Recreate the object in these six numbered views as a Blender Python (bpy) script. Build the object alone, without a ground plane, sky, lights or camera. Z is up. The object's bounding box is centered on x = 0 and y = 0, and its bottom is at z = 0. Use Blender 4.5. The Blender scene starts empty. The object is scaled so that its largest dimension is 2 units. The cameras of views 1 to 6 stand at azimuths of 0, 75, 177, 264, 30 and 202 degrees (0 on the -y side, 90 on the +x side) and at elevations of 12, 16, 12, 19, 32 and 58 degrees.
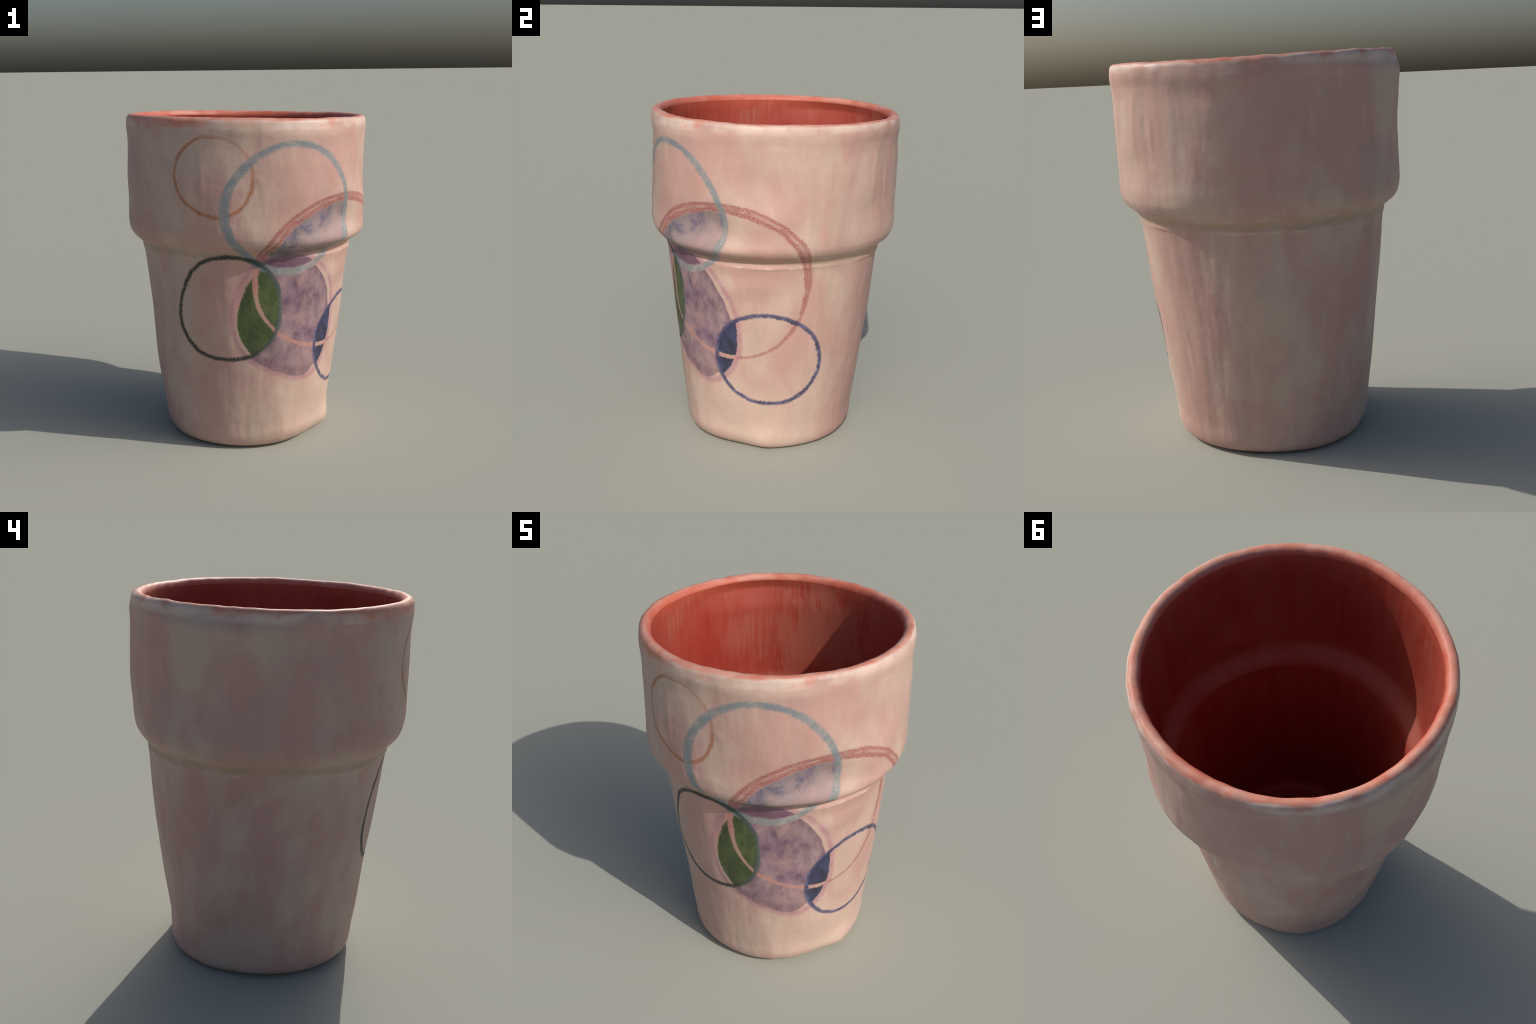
"""Hand-made ceramic tumbler: tapered lower body, wider collar, rounded lip, coral
glaze inside, pale pink glaze outside with hand-drawn overlapping circles."""
import bpy, math, random
import numpy as np
from mathutils import Vector, noise

random.seed(7)
TWO_PI = 2 * math.pi
SEG = 360                      # columns round the cup

# ------------------------------------------------------------------ shape rules
# angle t: 0 on the -y side (front), growing towards +x
def harmonic(c, t):
    r = c[0]
    for k in range(1, (len(c) + 1) // 2):
        r = r + c[2 * k - 1] * np.cos(k * t) + c[2 * k] * np.sin(k * t)
    return r

def pchip(xs, ys, x):
    """monotone cubic through the control points"""
    xs, ys = np.asarray(xs, float), np.asarray(ys, float)
    h = np.diff(xs); d = np.diff(ys) / h
    m = np.zeros_like(ys); m[0], m[-1] = d[0], d[-1]
    for i in range(1, len(xs) - 1):
        if d[i - 1] * d[i] > 0:
            w1, w2 = 2 * h[i] + h[i - 1], h[i] + 2 * h[i - 1]
            m[i] = (w1 + w2) / (w1 / d[i - 1] + w2 / d[i])
    x = np.clip(x, xs[0], xs[-1])
    i = np.clip(np.searchsorted(xs, x, side="right") - 1, 0, len(h) - 1)
    s = (x - xs[i]) / h[i]
    return ((1 + 2 * s) * (1 - s) ** 2 * ys[i] + s * (1 - s) ** 2 * h[i] * m[i]
            + s * s * (3 - 2 * s) * ys[i + 1] + s * s * (s - 1) * h[i] * m[i + 1])

# mean outer profile: level (0 foot .. 1.24 crease under the collar .. 2 lip) -> radius
LEVEL = [0, .02, .05, .09, .14, .22, .35, .5, .65, .8, .95, 1.08, 1.15, 1.20, 1.24, 1.28, 1.33, 1.38, 1.45, 1.55, 1.65, 1.75, 1.83, 1.9]
RADIUS = [.4635, .4974, .517, .5246, .5267, .5358, .5507, .5669, .5841, .6015, .6187, .633, .6404, .6489, .6626, .704, .7265, .7315, .7302, .7308, .7287, .7265, .724, .727]
# how the hand-thrown wall departs from round: (cos, sin) weights of waves 1..5 at eight levels
WAVE_LEVEL = [0, .12, .5, .85, 1.15, 1.32, 1.6, 1.9]
WAVES = [
    ([.0189, .037, .0211, .0098, .0061, .0018, .0074, .0045], [-.0147, -.0045, -.0089, -.0113, -.0069, -.0126, .001, .0058]),
    ([.0028, -.0021, -.0012, .0013, .0004, -.0026, .0004, -.0025], [.0032, .0011, -.0013, .0007, .0082, .0017, .0042, .0013]),
    ([-.0011, -.0062, -.0053, -.0044, -.003, .0057, -.0038, -.0031], [-.0041, .0097, .0065, -.0023, -.003, -.0041, .0046, .0083]),
    ([-.003, -.0026, .0027, 0, -.0043, -.0028, .0003, .0036], [.0013, -.0006, .0005, -.0023, -.0004, -.0008, -.0001, -.0038]),
    ([.0015, -.0072, -.003, -.0027, .002, .0045, -.0054, -.006], [-.0012, -.0011, -.0019, -.0011, -.0046, .0044, -.0011, .0025]),
]
CREASE_HEIGHT = [1.229, .0131, -.0006, .0037, -.0031]
LIP_HEIGHT = [1.9812, .0119, -.0109, -.0004, .0002, .0008, -.0018]
LIP_RADIUS = [.6971, -.0012, .0044, -.0019, .0022, -.0014, .0007, .0005, .0021, .0013, -.0019]
LIP_R = .030

# marks of fingers and tools: (angle, height, half width in angle, half height, depth in m)
TOUCHES = [
    (-.34, 1.67, .022, .09, .004), (.105, 1.655, .02, .02, .005), (1.35, 1.70, .02, .09, .005), (1.38, 1.62, .015, .07, .004),
    (1.73, 1.69, .018, .09, .006), (1.90, 1.70, .025, .05, .006), (2.19, 1.77, .022, .04, .007), (2.17, 1.66, .012, .09, .004),
    (2.36, 1.62, .022, .08, .006), (2.30, 1.68, .02, .06, -.005), (-2.84, 1.67, .012, .09, -.005), (-2.80, 1.66, .02, .09, .003),
    (-2.56, 1.06, .025, .06, .006), (-2.52, 1.08, .02, .05, -.004), (-2.06, 1.745, .03, .03, -.005), (-1.07, 1.67, .012, .09, .004),
    (-.80, 1.76, .02, .09, .003), (-1.19, .41, .015, .06, -.005), (-2.58, 1.05, .02, .05, .003), (-1.39, 1.92, .16, .018, -.005),
    (2.33, .60, .05, .22, .002), (2.6, .75, .06, .2, .002), (-2.3, .6, .06, .22, .0025), (-1.8, .55, .06, .16, .002),
    (1.30, 1.90, .12, .05, -.007), (1.22, .05, .05, .06, .006), (1.17, 1.40, .14, .05, .004), (1.05, 1.33, .06, .04, -.004),
    (.95, 1.42, .05, .05, .003), (-1.15, 1.0, .04, .15, .002), (1.95, .35, .06, .2, -.003), (1.45, 1.0, .09, .12, -.003),
    (2.9, 1.21, .35, .02, -.004), (-1.4, .65, .05, .15, -.002),
]

# broad swells and flats of the squeezed clay: (angle in degrees, height, half widths, depth)
SWELLS = [
    (222, 1.82, 30, .30, .034), (224, .38, 27, .42, .027), (52, .04, 25, .24, -.036), (13, .80, 11, .16, .020),
    (65, .99, 12, .10, -.016), (50, 1.42, 9, .07, -.016), (70, 1.64, 10, .14, -.012), (42, 1.275, 34, .035, .024),
    (220, 1.84, 22, .26, .016), (218, 1.50, 12, .12, .012), (255, 1.62, 9, .15, -.010), (209, .12, 13, .10, .015), (237, .35, 10, .30, .011),
    (172, 1.23, 16, .03, .014), (233, 1.22, 14, .025, -.009), (45, 1.46, 12, .12, -.015), (66, 1.66, 13, .13, -.013), (50, 1.31, 26, .040, .022), (72, 1.47, 9, .07, .014), (56, 1.215, 30, .022, -.018),
    (58, 1.13, 18, .06, -.014), (38, .20, 13, .13, -.020), (70, .06, 12, .08, .023), (60, .30, 13, .25, -.011), (-55, 1.15, 12, .10, .011), (280, 1.63, 9, .10, .007),
    (157, 1.83, 12, .08, -.012), (125, 1.50, 9, .08, -.012), (205, 1.22, 20, .03, -.008),
]

def swell(t, z):
    d = 0.0
    for a, h, wa, wh, k in SWELLS:
        e = (math.degrees(t) - a + 180) % 360 - 180
        d += k * math.exp(-(e / wa) ** 2 - ((z - h) / wh) ** 2)
    return d

def lumps(t, z):
    """uneven hand-worked surface, in metres along the outward direction"""
    p = Vector((math.sin(t), -math.cos(t), z))
    d = .0042 * noise.noise(Vector((p.x * 3.2, p.y * 3.2, z * 2.2 + 3.1)))
    d += .0030 * noise.noise(Vector((p.x * 8.0, p.y * 8.0, z * 3.0 + 9.7)))
    d += .0010 * noise.noise(Vector((p.x * 22., p.y * 22., z * 5.0 + 1.7)))
    d += .0007 * noise.noise(Vector((p.x * 9., p.y * 9., z * 34.0)))
    for a, h, wa, wh, k in TOUCHES:
        e = (t - a + math.pi) % TWO_PI - math.pi
        if abs(e) < 3 * wa and abs(z - h) < 3 * wh:
            d += .7 * k * math.exp(-(e / wa) ** 2 - ((z - h) / wh) ** 2)
    return d

T = np.arange(SEG) * TWO_PI / SEG
crease, lip_z, lip_c = harmonic(CREASE_HEIGHT, T), harmonic(LIP_HEIGHT, T), harmonic(LIP_RADIUS, T)
lip_c = lip_c + np.array([.35 * swell(t, 1.95) for t in T])

def height(level):
    return np.where(level < 1.24, level / 1.24 * crease, crease + (level - 1.24) / .76 * (lip_z - crease))

def outer(level):
    r = pchip(LEVEL, RADIUS, np.full(SEG, level))
    for k, (c, s) in enumerate(WAVES, 1):
        r = r + pchip(WAVE_LEVEL, c, np.full(SEG, level)) * np.cos(k * T) + pchip(WAVE_LEVEL, s, np.full(SEG, level)) * np.sin(k * T)
    return r

def ring(r, z):
    return np.stack([r * np.sin(T), -r * np.cos(T), z + 0 * r], 1)

rings, spans = [], {}
def part(name, items):
    start = max(0, len(rings) - 1)
    rings.extend(items)
    spans[name] = (start, len(rings) - 1)

def outer_ring(level):
    r, z = outer(level), height(level)
    d = np.array([lumps(t, h) for t, h in zip(T, z)])
    bulge = np.array([swell(t, h) for t, h in zip(T, z)])
    # tooled double ridge along the crease under the collar
    for i, t in enumerate(T):
        w1 = .004 * noise.noise(Vector((math.sin(t) * 2.5, math.cos(t) * 2.5, 4.0)))
        b = .6 + .9 * noise.noise(Vector((math.sin(t) * 5, math.cos(t) * 5, 8.0)))
        for c, k in ((1.245 + w1, .0035), (1.195 - w1, .0040)):
            d[i] += k * max(b, .1) * math.exp(-((level - c) / .009) ** 2)
        d[i] -= .002 * math.exp(-((level - 1.22 - w1) / .012) ** 2)
    fade = min(1, level / .06)
    return ring(r + bulge + d * fade, z)

# underside, from its centre outwards
foot = outer(0.0) + np.array([swell(t, 0.0) for t in T])
centre_in = harmonic(LIP_RADIUS, T) * 0
part("base", [ring(foot * f, np.full(SEG, .012 * (1 - f ** 6))) for f in (.02, .2, .4, .6, .75, .87, .95)] + [outer_ring(0.0)])
lower = [.005, .01, .016, .024, .034, .046, .06, .075] + list(np.arange(.09, 1.17, .0135)) + list(np.arange(1.17, 1.2249, .005))
part("body", [outer_ring(float(l)) for l in lower])
upper = list(np.arange(1.2275, 1.40, .006)) + list(np.arange(1.40, 1.90, .0125))
part("collar", [outer_ring(float(l)) for l in upper])

# lip: from the collar over the round edge to the inside
def lip_lump(k):
    return np.array([.0080 * noise.noise(Vector((math.sin(t) * 4, math.cos(t) * 4, k))) + .0055 * noise.noise(Vector((math.sin(t) * 11, math.cos(t) * 11, k + 5))) for t in T])
top, last = outer(1.9), rings[-1]
last_r, last_z = np.hypot(last[:, 0], last[:, 1]), last[:, 2]
lip = []
wob = lip_lump(2.0)
for s in (.2, .4, .6, .8):
    e = s * s * (3 - 2 * s)
    flare = .004 * math.sin(math.pi * s)
    lip.append(ring(last_r * (1 - e) + (lip_c + LIP_R + wob * .6) * e + flare, last_z * (1 - s) + (lip_z - LIP_R * 1.15) * s))
for a in range(0, 181, 12):
    c, s = math.cos(math.radians(a)), math.sin(math.radians(a))
    lip.append(ring(lip_c + wob * .6 + LIP_R * c * (1 if c > 0 else 1.1), lip_z - LIP_R * 1.1 + LIP_R * 1.1 * s + lip_lump(7.0) * .5 * s))
rings.extend(lip[:3]); spans["collar"] = (spans["collar"][0], len(rings) - 1)
part("rim", lip[3:])

# inside: collar wall, soft ledge, tapering lower wall, floor
INNER_LEVEL = [.155, .168, .195, .25, .38, .8, 1.12, 1.21, 1.26, 1.30, 1.34, 1.42, 1.55, 1.75, 1.86, 1.93]
INNER_RADIUS = [.405, .432, .450, .464, .481, .526, .566, .582, .602, .628, .648, .660, .664, .661, .658, .662]
def inner_ring(level):
    r = pchip(INNER_LEVEL, INNER_RADIUS, np.full(SEG, level))
    z = height(level)
    w = pchip([0, .5, 1.9], [.6, .8, 1.], np.full(SEG, level))
    for k, (c, s) in enumerate(WAVES[:3], 1):
        r = r + w * (pchip(WAVE_LEVEL, c, np.full(SEG, level)) * np.cos(k * T) + pchip(WAVE_LEVEL, s, np.full(SEG, level)) * np.sin(k * T))
    d = np.array([.6 * lumps(t + 2.1, h * .9 + 4) + .5 * swell(t, h) for t, h in zip(T, z)])
    if level > 1.8:
        f = (level - 1.8) / .13
        r = r * (1 - f) + (lip_c - LIP_R * 1.15) * f
    return ring(r + d, z)
levels = list(np.arange(1.93, 1.44, -.02)) + list(np.arange(1.44, 1.2, -.012)) + list(np.arange(1.2, .3, -.025)) + [.28, .255, .235, .215, .198, .185, .172, .163, .156]
part("inner_wall", [inner_ring(float(l)) for l in levels])
rim_f = rings[-1]
fc = rim_f.mean(0)
def floor_ring(f):
    p = rim_f * f + fc * (1 - f)
    p[:, 2] += .022 * (1 - f ** 2)
    return p
part("floor", [floor_ring(f) for f in (.93, .84, .72, .58, .44, .3, .16, .02)])

# ------------------------------------------------------------------ whole skin, shared normals
V = np.concatenate(rings)
low = V[:, 2].min(); V[:, 2] -= low
V[:, 2] *= 2.0 / V[:, 2].max()
V[:, 0] -= (V[:, 0].max() + V[:, 0].min()) / 2
V[:, 1] -= (V[:, 1].max() + V[:, 1].min()) / 2
NR = len(rings)
grid = np.arange(NR * SEG).reshape(NR, SEG)
nxt = np.roll(grid, -1, axis=1)
Q = np.stack([grid[:-1], nxt[:-1], nxt[1:], grid[1:]], -1)          # rings go up the outside: this winding faces out
A, B, C, D = (V[Q[..., i]] for i in range(4))
FN = np.cross(C - A, D - B)
VN = np.zeros_like(V)
for i in range(4):
    np.add.at(VN, Q[..., i].ravel(), FN.reshape(-1, 3))
VN /= np.linalg.norm(VN, axis=1, keepdims=True) + 1e-12

# ------------------------------------------------------------------ node helpers
class Nodes:
    def __init__(self, tree):
        self.t = tree
    def node(self, kind, **kw):
        n = self.t.nodes.new(kind)
        for k, v in kw.items():
            setattr(n, k, v)
        return n
    def put(self, sock, v):
        if isinstance(v, bpy.types.NodeSocket):
            self.t.links.new(v, sock)
        else:
            sock.default_value = v
    def m(self, op, a, b=0.0, c=0.0, clamp=False):
        n = self.node("ShaderNodeMath", operation=op, use_clamp=clamp)
        for i, v in enumerate((a, b, c)):
            self.put(n.inputs[i], v)
        return n.outputs[0]
    def add(self, a, b): return self.m("ADD", a, b)
    def sub(self, a, b): return self.m("SUBTRACT", a, b)
    def mul(self, *a):
        r = a[0]
        for x in a[1:]:
            r = self.m("MULTIPLY", r, x)
        return r
    def step(self, x, lo, hi, to0=0.0, to1=1.0):
        """smooth ramp: to0 at x<=lo, to1 at x>=hi"""
        n = self.node("ShaderNodeMapRange", interpolation_type="SMOOTHSTEP")
        for i, v in enumerate((x, lo, hi, to0, to1)):
            self.put(n.inputs[i], v)
        return n.outputs[0]
    def mix(self, f, a, b, blend="MIX"):
        n = self.node("ShaderNodeMix", data_type="RGBA", blend_type=blend)
        self.put(n.inputs[0], f)
        for i, v in ((6, a), (7, b)):
            self.put(n.inputs[i], (*v, 1) if isinstance(v, tuple) and len(v) == 3 else v)
        return n.outputs[2]
    def vec(self, x, y, z):
        n = self.node("ShaderNodeCombineXYZ")
        for i, v in enumerate((x, y, z)):
            self.put(n.inputs[i], v)
        return n.outputs[0]
    def noise(self, vec, scale, detail=3.0, rough=.55, dist=0.0):
        n = self.node("ShaderNodeTexNoise")
        self.put(n.inputs["Vector"], vec)
        n.inputs["Scale"].default_value = scale
        n.inputs["Detail"].default_value = detail
        n.inputs["Roughness"].default_value = rough
        n.inputs["Distortion"].default_value = dist
        return n.outputs["Fac"]
    def scaled(self, vec, s, off=(0, 0, 0)):
        n = self.node("ShaderNodeMapping")
        self.put(n.inputs["Vector"], vec)
        n.inputs["Scale"].default_value = s
        n.inputs["Location"].default_value = off
        return n.outputs[0]
    def coords(self):
        co = self.node("ShaderNodeTexCoord").outputs["Object"]
        s = self.node("ShaderNodeSeparateXYZ"); self.put(s.inputs[0], co)
        x, y, z = s.outputs
        self.co, self.x, self.y, self.z = co, x, y, z
        self.th = self.m("ARCTAN2", x, self.mul(y, -1.0))
        self.rr = self.m("SQRT", self.add(self.mul(x, x), self.mul(y, y)))

def material(name):
    mat = bpy.data.materials.new(name)
    mat.use_nodes = True
    t = mat.node_tree
    bsdf = t.nodes["Principled BSDF"]
    n = Nodes(t); n.coords(); n.bsdf = bsdf
    return mat, n

def finish(n, colour, rough, bump=None, strength=.15, spec=.35, distance=.01):
    n.put(n.bsdf.inputs["Base Color"], colour)
    n.put(n.bsdf.inputs["Roughness"], rough)
    n.bsdf.inputs["Specular IOR Level"].default_value = spec
    if bump is not None:
        b = n.node("ShaderNodeBump")
        b.inputs["Strength"].default_value = strength
        b.inputs["Distance"].default_value = distance
        n.put(b.inputs["Height"], bump)
        n.put(n.bsdf.inputs["Normal"], b.outputs[0])

PINK, CREAM, ROSY, GREYED = (.505, .306, .268), (.545, .400, .334), (.465, .252, .222), (.44, .325, .280)  # wall colours darkened overall, a compromise with the shaded sides
TAN = (.40, .295, .205)

def glaze(n):
    """pale pink glaze with cream and rosy clouds, brushed up and down"""
    tall = n.scaled(n.co, (2.2, 2.2, 1.3))
    c = n.mix(n.step(n.noise(tall, 1.6, 4, .55, .3), .40, .66), PINK, CREAM)
    c = n.mix(n.mul(n.step(n.noise(n.scaled(n.co, (3, 3, 2.4), (4, 1, 7)), 1.5, 3), .50, .74), .55), c, ROSY)
    c = n.mix(n.mul(n.step(n.noise(n.scaled(n.co, (5, 5, 1.2), (9, 2, 3)), 1.4, 3), .52, .72), .38), c, GREYED)
    streak = n.noise(n.scaled(n.co, (11, 11, 2.4)), 1.5, 3)
    c = n.mix(n.step(streak, .40, .75, 0, .09), c, (.60, .43, .38))
    # cream shows through more towards the foot of the front
    low = n.mul(n.step(n.add(n.z, n.mul(n.noise(n.co, 3, 2), .6)), .55, 1.0, 1.0, 0.0), n.step(n.m("COSINE", n.sub(n.th, .7)), .1, .9))
    c = n.mix(n.mul(low, n.step(n.noise(n.scaled(n.co, (1, 1, .5), (6, 6, 6)), 5, 3), .3, .6, .2, .75)), c, (.60, .45, .37))
    drip = n.noise(n.scaled(n.co, (17, 17, 2.6), (8, 3, 2)), 1.3, 1)
    c = n.mix(n.step(drip, .66, .76, 0, .2), c, (.60, .45, .39))
    brushed = n.noise(n.scaled(n.co, (2, 2, 16), (3, 5, 1)), 2.2, 3)
    c = n.mix(n.step(brushed, .45, .75, 0, .14), c, (.44, .30, .25))
    grain = n.noise(n.scaled(n.co, (1, 1, 2.5)), 55, 3, .7)
    c = n.mix(n.step(grain, .3, .7, .10, 0.0), c, (.42, .25, .19))
    return c, grain

CIRCLES = {   # centre angle, centre height, half width in angle, half height, skew, wobble (cos, sin of 2nd..4th wave)
    "orange": ((-.2481, 1.6761, .3164, .2189, .0571), (-.0012, .0007, -.013, .0085, .0007, .0086)),
    "light": ((.3863, 1.4768, .5403, .3647, .0475), (-.0013, .0045, -.0042, -.0206, .007, -.0108)),
    "rose": ((.8604, 1.0712, .7748, .4547, -.0131), (-.0013, .0019, -.0106, -.0135, -.0033, .0055)),
    "green": ((-.1717, .8944, .4980, .3190, -.0798), (-.0014, -.0021, -.0007, -.0228, -.015, .0063)),
    "purple": ((.4316, .8342, .5678, .3844, .1522), (-.0068, .011, -.0219, -.0299, -.0031, .0181)),
    "navy": ((1.2672, .6117, .5325, .2851, .0562), (.0003, .0016, .0054, -.0089, -.0029, .0016)),
}

def circle(n, name, rough_edge):
    """signed distance (m, + outside) from a hand-drawn circle on the wall"""
    (ct, cz, st, sz, skew), wob = CIRCLES[name]
    u = n.m("DIVIDE", n.sub(n.th, ct), st)
    v = n.m("DIVIDE", n.sub(n.z, cz), sz)
    w2 = n.add(n.add(n.mul(u, u), n.mul(v, v)), n.mul(2 * skew, u, v))
    w = n.m("SQRT", n.m("MAXIMUM", w2, 1e-6))
    a = n.m("ARCTAN2", v, u)
    for k in (2, 3, 4):
        for f, h in (("COSINE", wob[2 * k - 4]), ("SINE", wob[2 * k - 3])):
            w = n.sub(w, n.mul(n.m(f, n.mul(a, float(k))), h))
    d = n.mul(n.sub(w, 1.0), sz)
    return n.add(d, rough_edge), a

def painted():
    mat, n = material("painted_pink_glaze")
    col, grain = glaze(n)
    flat = n.vec(n.mul(n.th, .66), n.z, 0.0)                     # wall unrolled
    fine = n.noise(flat, 75, 3, .7)
    mid = n.noise(n.scaled(flat, (1, 1, 1), (3, 3, 0)), 16, 2)
    slow = n.noise(n.scaled(flat, (1, 1, 1), (7, 1, 0)), 5, 2)
    wave = n.noise(n.scaled(flat, (1, 1, 1), (5, 9, 0)), 8, 1)
    edge = n.add(n.add(n.mul(n.sub(fine, .5), .020), n.mul(n.sub(mid, .5), .015)), n.mul(n.sub(wave, .5), .016))
    soft = n.add(n.mul(n.sub(fine, .5), .006), n.mul(n.sub(mid, .5), .022))
    d, ang = {}, {}
    for k in CIRCLES:
        d[k], ang[k] = circle(n, k, edge)
    inside = lambda k, m=0.0, s=.006: n.step(d[k], -m - s, -m + s, 1.0, 0.0)
    outside = lambda k, m=0.0, s=.006: n.step(d[k], m - s, m + s)
    def line(k, half, shift=0.0, s=.005):
        a = n.m("ABSOLUTE", n.sub(d[k], shift))
        return n.step(a, n.sub(half, s), n.add(half, s), 1.0, 0.0) if not isinstance(half, float) else n.step(a, half - s, half + s, 1.0, 0.0)
    off_line = lambda k, m, s=.006: n.step(n.m("ABSOLUTE", d[k]), n.sub(m, s), n.add(m, s))
    brush = n.noise(n.scaled(flat, (9, 6, 1)), 1.3, 4, .6, .3)
    strokes = n.add(n.mul(n.noise(n.scaled(flat, (9, 6, 1), (2, 5, 0)), 1.2, 5, .7, .35), .8), n.mul(n.noise(n.scaled(flat, (55, 28, 1), (2, 5, 0)), 1.2, 3, .7), .2))
    grainy = n.step(n.noise(n.scaled(flat, (60, 110, 1)), 1.6, 2), .3, .62, .45, 1.0)

    # tan clay showing in the crease under the collar
    cz = n.add(n.add(1.218, n.mul(n.m("COSINE", n.th), .0131)), n.mul(n.m("SINE", n.th), -.0006))
    dz = n.add(n.sub(n.z, cz), n.mul(n.sub(mid, .5), .02))
    col = n.mix(n.mul(n.step(n.m("ABSOLUTE", dz), .006, .032, .75, 0.0), n.step(n.add(slow, n.mul(n.sub(mid, .5), .5)), .3, .62, .45, 1)), col, TAN)
    col = n.mix(n.mul(line_band(n, n.add(dz, -.027), .006), n.step(n.add(slow, n.sub(mid, .5)), .5, .7), .5), col, (.60, .48, .41))  # this and next line: ridge highlights painted as pale streaks beside the crease
    col = n.mix(n.mul(line_band(n, n.add(dz, .034), .006), n.step(n.add(slow, n.sub(mid, .5)), .48, .7), .5), col, (.62, .50, .42))

    gap = n.add(n.step(n.z, .70, 1.1, .010, .016), n.mul(n.sub(mid, .5), .016))
    # purple disc: faint lilac outline, filled right of the green circle
    col = n.mix(n.mul(line("purple", .016, .0, .016), n.step(mid, .3, .65, .45, .85)), col, (.41, .20, .235))
    right_gap = n.step(n.th, .55, .85, .012, .048)
    fill = n.step(n.add(d["purple"], right_gap), -.006, .008, 1.0, 0.0)
    fill = n.mul(fill, outside("green", .008), off_line("light", .020), outside("navy", .008), off_line("rose", gap))
    low = n.step(n.z, .55, .85, .55, 1.0)
    pcol = n.mix(n.step(strokes, .38, .66), (.235, .148, .205), (.100, .055, .098))
    pcol = n.mix(n.step(slow, .42, .66, 0, .45), pcol, (.33, .235, .24))
    col = n.mix(n.mul(fill, n.step(brush, .3, .62, .55, .95), n.step(n.z, .5, .75, .8, 1.0)), col, pcol)
    col = n.mix(n.mul(fill, line("purple", .03, -.04, .02), .35), col, (.14, .06, .10))
    lens = n.mul(fill, inside("light", .022))
    col = n.mix(n.mul(lens, .6), col, (.15, .07, .115))

    # blue-grey lens between the pale blue and the rose circle, above the crease
    blue = n.mul(inside("light", .008), inside("rose", .028), n.step(n.z, 1.19, 1.24))
    bcol = n.mix(n.step(n.add(strokes, n.mul(d["rose"], .9)), .36, .56), (.27, .215, .225), (.095, .097, .165))
    up = n.step(n.add(d["rose"], n.mul(mid, .08)), -.20, .0, .62, 1.0)
    col = n.mix(n.mul(blue, up, n.step(brush, .3, .6, .6, 1.0)), col, bcol)
    col = n.mix(n.mul(blue, n.step(n.add(n.z, n.mul(mid, .04)), 1.245, 1.29, .5, 0.0)), col, (.13, .105, .105))  # shade above the crease, baked in as dark grey

    # green leaf shape: green disc within the purple one, parted by the rose line
    leaf = n.mul(inside("green", .005), inside("purple", .036), n.m("MAXIMUM", off_line("rose", n.mul(gap, .8)), .12))
    gcol = n.mix(n.step(strokes, .36, .68), (.040, .066, .022), (.092, .122, .042))
    gcol = n.mix(n.step(brush, .55, .75, 0, .5), gcol, (.025, .045, .018))
    col = n.mix(n.mul(leaf, .97), col, gcol)

    # navy shape: navy disc within the purple one
    sea = n.mul(inside("navy", .004), inside("purple", .016), off_line("rose", .013))
    ncol = n.mix(n.step(strokes, .36, .66), (.011, .015, .036), (.036, .050, .118))
    col = n.mix(n.mul(sea, .96), col, ncol)

    # drawn lines
    orange = n.mul(line("orange", .0095, 0.0, .007), n.step(slow, .28, .55, .6, 1.0), grainy)
    fade = n.step(n.add(n.mul(n.m("COSINE", n.sub(ang["orange"], 1.0)), 1.0), 0.0), .45, .95, .95, .45)
    col = n.mix(n.mul(orange, fade), col, (.36, .125, .04))

    rose_w = n.add(n.step(n.z, .70, 1.38, .0095, .027), n.mul(n.sub(mid, .5), .010))
    rose_w = n.add(rose_w, n.mul(n.sub(slow, .5), .008))
    rose_w = n.mul(rose_w, n.sub(1.0, n.mul(inside("green"), inside("purple"), .3)))
    rose = line("rose", rose_w)
    split = n.mul(line("rose", .006, .003, .007), n.step(n.z, 1.0, 1.35), n.step(n.add(mid, n.mul(n.sub(slow, .5), .6)), .40, .6, .0, .8))
    rose = n.mul(n.sub(rose, n.mul(split, rose)), n.step(n.z, .6, 1.2, .72, .95), grainy, n.step(mid, .25, .5, .65, 1.0), n.sub(1.0, n.mul(inside("green"), n.step(strokes, .45, .6, .0, .55))))
    over_fill = n.mul(inside("purple"), n.m("MAXIMUM", n.m("MAXIMUM", inside("green"), inside("navy")), .6))
    rcol = n.mix(n.mul(over_fill, n.step(n.z, 1.0, 1.2, 1.0, 0.0)), (.31, .10, .095), (.45, .185, .150))
    col = n.mix(rose, col, rcol)

    light_w = n.add(n.step(n.m("COSINE", n.sub(ang["light"], 3.6)), -.2, .9, .0185, .026), n.mul(n.sub(slow, .5), .010))
    lcol = n.mix(n.step(n.add(n.mul(n.noise(flat, 110, 2), .5), n.mul(mid, .5)), .33, .60), (.28, .30, .29), (.165, .215, .245))
    col = n.mix(n.mul(line("light", light_w, 0.0, .009), n.step(n.add(fine, n.mul(n.sub(mid, .5), .5)), .25, .55, .5, .88)), col, lcol)

    green_w = n.add(.0125, n.mul(n.sub(slow, .5), .016))
    gl = n.mul(line("green", green_w, 0.0, .008), n.step(fine, .25, .5, .65, 1.0))
    col = n.mix(n.mul(gl, .95), col, n.mix(n.step(n.th, .0, .25), (.020, .030, .024), (.055, .085, .080)))

    navy_w = n.add(.0120, n.mul(n.sub(mid, .5), .009))
    nl = n.mul(line("navy", navy_w, 0.0, .007), n.step(fine, .28, .5, .6, 1.0))
    col = n.mix(n.mul(nl, .93), col, n.mix(n.step(mid, .35, .6), (.08, .095, .20), (.025, .033, .095)))

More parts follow.
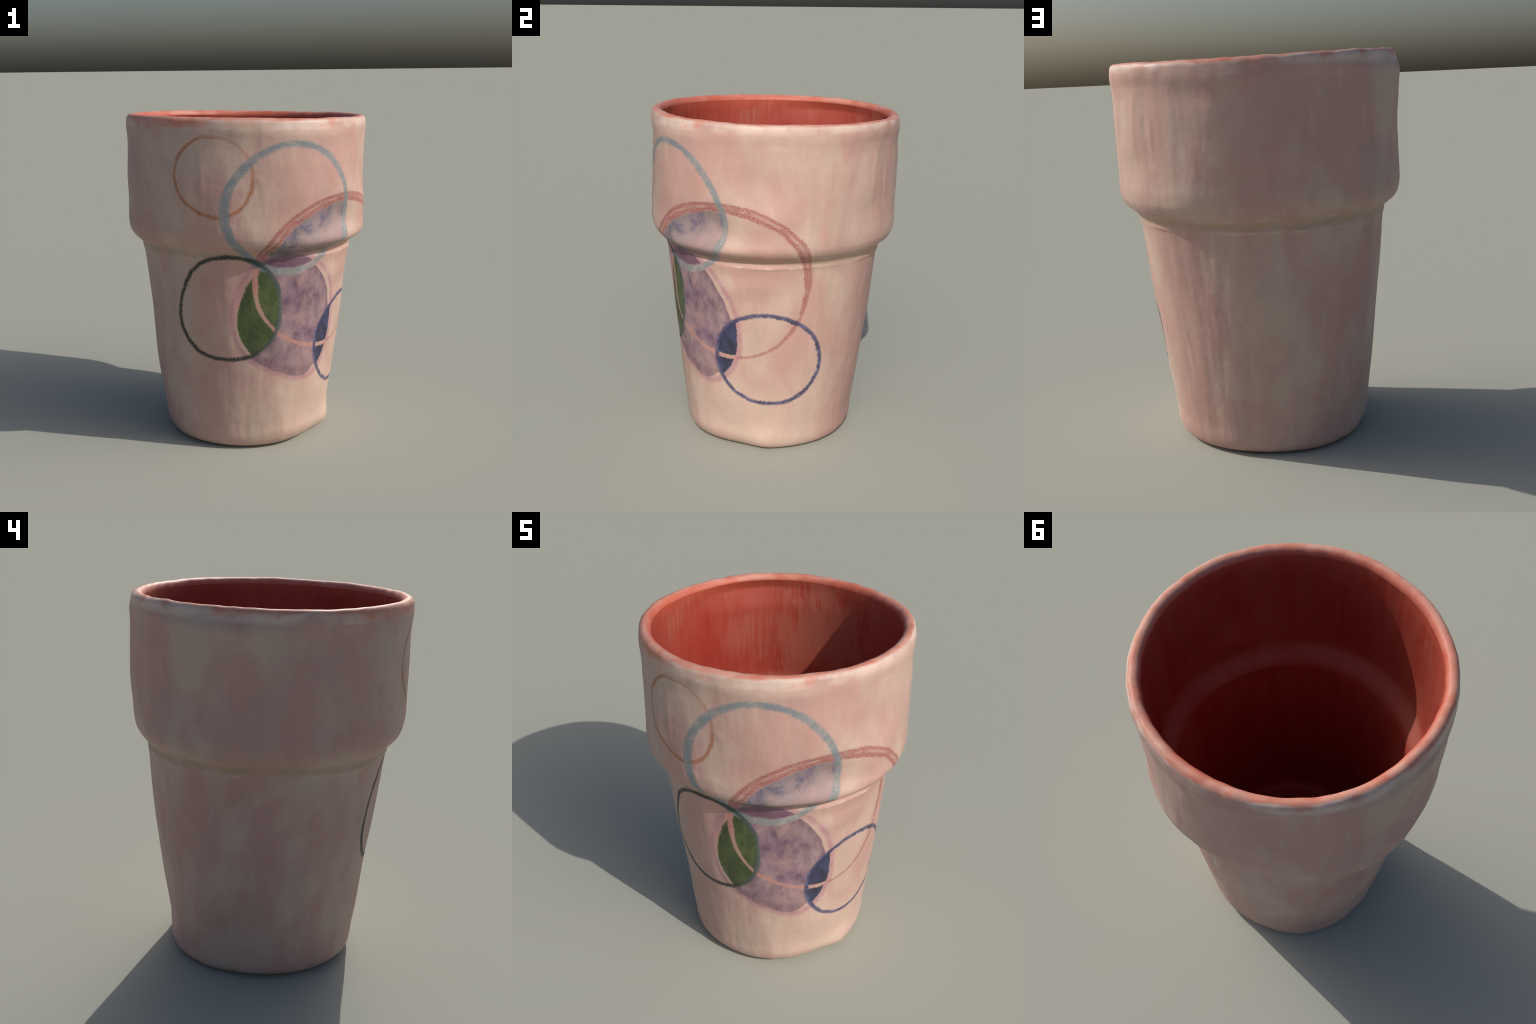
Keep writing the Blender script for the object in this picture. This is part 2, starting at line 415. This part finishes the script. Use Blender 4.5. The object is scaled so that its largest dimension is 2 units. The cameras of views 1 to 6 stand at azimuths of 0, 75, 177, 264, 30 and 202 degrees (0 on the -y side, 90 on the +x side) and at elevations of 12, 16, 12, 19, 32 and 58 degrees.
    bump = n.add(n.mul(grain, .3), n.mul(n.noise(n.scaled(n.co, (9, 9, 3)), 2, 3), 1.0))
    finish(n, col, .6, n.add(bump, n.mul(mid, .8)), .2)
    return mat

def line_band(n, d, half):
    return n.step(n.m("ABSOLUTE", d), half * .4, half * 1.6, 1.0, 0.0)

CORAL, CORAL_DEEP, CORAL_PALE = (.62, .13, .075), (.315, .034, .022), (.62, .27, .19)

def lip_glaze():
    mat, n = material("lip_glaze")
    pink, grain = glaze(n)
    ragged = n.noise(n.scaled(n.co, (6, 6, 9)), 1.2, 3, .5)
    # coral creeps over the edge; a pale broken line lies outside it
    edge = n.add(n.rr, n.mul(n.sub(ragged, .5), .022))
    worn = n.noise(n.scaled(n.co, (4, 4, 4), (1, 6, 2)), 1.6, 3)
    coral = n.mix(n.step(worn, .40, .68), (.60, .31, .24), (.55, .19, .125))
    coral = n.mix(n.step(n.rr, .668, .69, .75, 0.0), coral, (.50, .10, .06))
    col = n.mix(n.mul(n.step(edge, .716, .724), n.step(n.z, 1.91, 1.945), n.step(worn, .40, .62, .1, .9)), pink, (.66, .51, .44))
    up = n.step(n.add(n.z, n.mul(n.sub(ragged, .5), .02)), 1.925, 1.945)
    col = n.mix(n.mul(n.step(edge, .714, .728, 1.0, 0.0), up), col, coral)
    col = n.mix(n.step(n.rr, .675, .69, 1.0, 0.0), col, coral)
    spill = n.mul(n.step(n.noise(n.scaled(n.co, (3, 3, 5), (2, 2, 2)), 2.2, 3), .56, .66), n.step(n.z, 1.925, 1.95), .6)
    col = n.mix(spill, col, (.58, .20, .14))
    finish(n, col, .5, n.add(n.mul(grain, .3), ragged), .2)
    return mat

def coral_inside():
    mat, n = material("coral_glaze")
    runs = n.noise(n.scaled(n.co, (5, 5, .7)), 1.5, 4, .6, .4)
    col = n.mix(n.step(runs, .34, .66), CORAL_DEEP, (.345, .058, .037))
    patch = n.noise(n.scaled(n.co, (2.6, 2.6, 1.8), (3, 8, 1)), 1.5, 4, .6)
    thin = n.mul(n.step(n.m("COSINE", n.sub(n.th, 3.3)), .55, .98), n.step(n.z, 1.15, 1.6))   # glaze brushed thin at the back
    comb = n.noise(n.scaled(n.co, (30, 30, 2)), 1.6, 3, .6)
    col = n.mix(n.mul(n.step(n.add(n.add(patch, n.mul(n.sub(comb, .5), .6)), n.mul(thin, .10)), .50, .68), n.add(.12, n.mul(n.m("MAXIMUM", thin, n.mul(n.step(n.z, 1.70, 1.84), n.step(n.m("COSINE", n.sub(n.th, -1.35)), .75, .97))), .6))), col, (.37, .13, .09))
    col = n.mix(n.step(n.noise(n.scaled(n.co, (2, 2, 1.2), (1, 1, 4)), 1.5, 2), .42, .68, 0, .5), col, (.37, .085, .055))
    col = n.mix(n.step(n.z, 1.88, 1.95, 0, .6), col, (.42, .085, .05))
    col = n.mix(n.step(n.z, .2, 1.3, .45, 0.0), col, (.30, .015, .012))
    col = n.mix(n.mul(n.step(n.m("ABSOLUTE", n.sub(n.z, 1.285)), .02, .085, 1.0, 0.0), n.step(patch, .3, .6, .3, .6)), col, (.42, .15, .11))
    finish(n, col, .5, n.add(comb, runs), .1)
    return mat

def bare_base():
    mat, n = material("pale_base_glaze")
    c, grain = glaze(n)
    c = n.mix(n.step(n.noise(n.co, 6, 4), .4, .7, .1, .5), c, (.50, .42, .33))
    finish(n, c, .7, grain, .2)
    return mat

paint, lipm, coral, basem = painted(), lip_glaze(), coral_inside(), bare_base()
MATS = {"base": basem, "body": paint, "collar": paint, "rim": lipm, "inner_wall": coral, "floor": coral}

# ------------------------------------------------------------------ objects
cup = bpy.data.objects.new("ceramic_cup", None)
cup["label"] = "pale pink ceramic tumbler, coral inside, hand-drawn coloured circles"
cup["category"] = "ceramic cup"
bpy.context.scene.collection.objects.link(cup)

for name, (a, b) in spans.items():
    ids = grid[a:b + 1].ravel()
    quads = (Q[a:b] - a * SEG).reshape(-1, 4)
    verts, normals, faces = V[ids], VN[ids], [tuple(int(i) for i in q) for q in quads]
    cap = None
    if name == "base":
        cap = (0, rings[0].mean(0), (0, 0, -1), False)
    if name == "floor":
        cap = ((b - a) * SEG, rings[-1].mean(0), (0, 0, 1), True)
    if cap:
        start, _, nrm, fwd = cap
        loop = [start + i for i in range(SEG)]
        c = len(verts)
        verts = np.vstack([verts, verts[loop].mean(0)]); normals = np.vstack([normals, nrm])
        for i in range(SEG):
            j = (i + 1) % SEG
            faces.append((loop[i], loop[j], c) if fwd else (loop[j], loop[i], c))
    me = bpy.data.meshes.new(name)
    me.from_pydata([tuple(map(float, v)) for v in verts], [], faces)
    me.polygons.foreach_set("use_smooth", [True] * len(me.polygons))
    me.normals_split_custom_set_from_vertices([tuple(map(float, v)) for v in normals])
    me.materials.append(MATS[name])
    ob = bpy.data.objects.new(name, me)
    ob.parent = cup
    bpy.context.scene.collection.objects.link(ob)
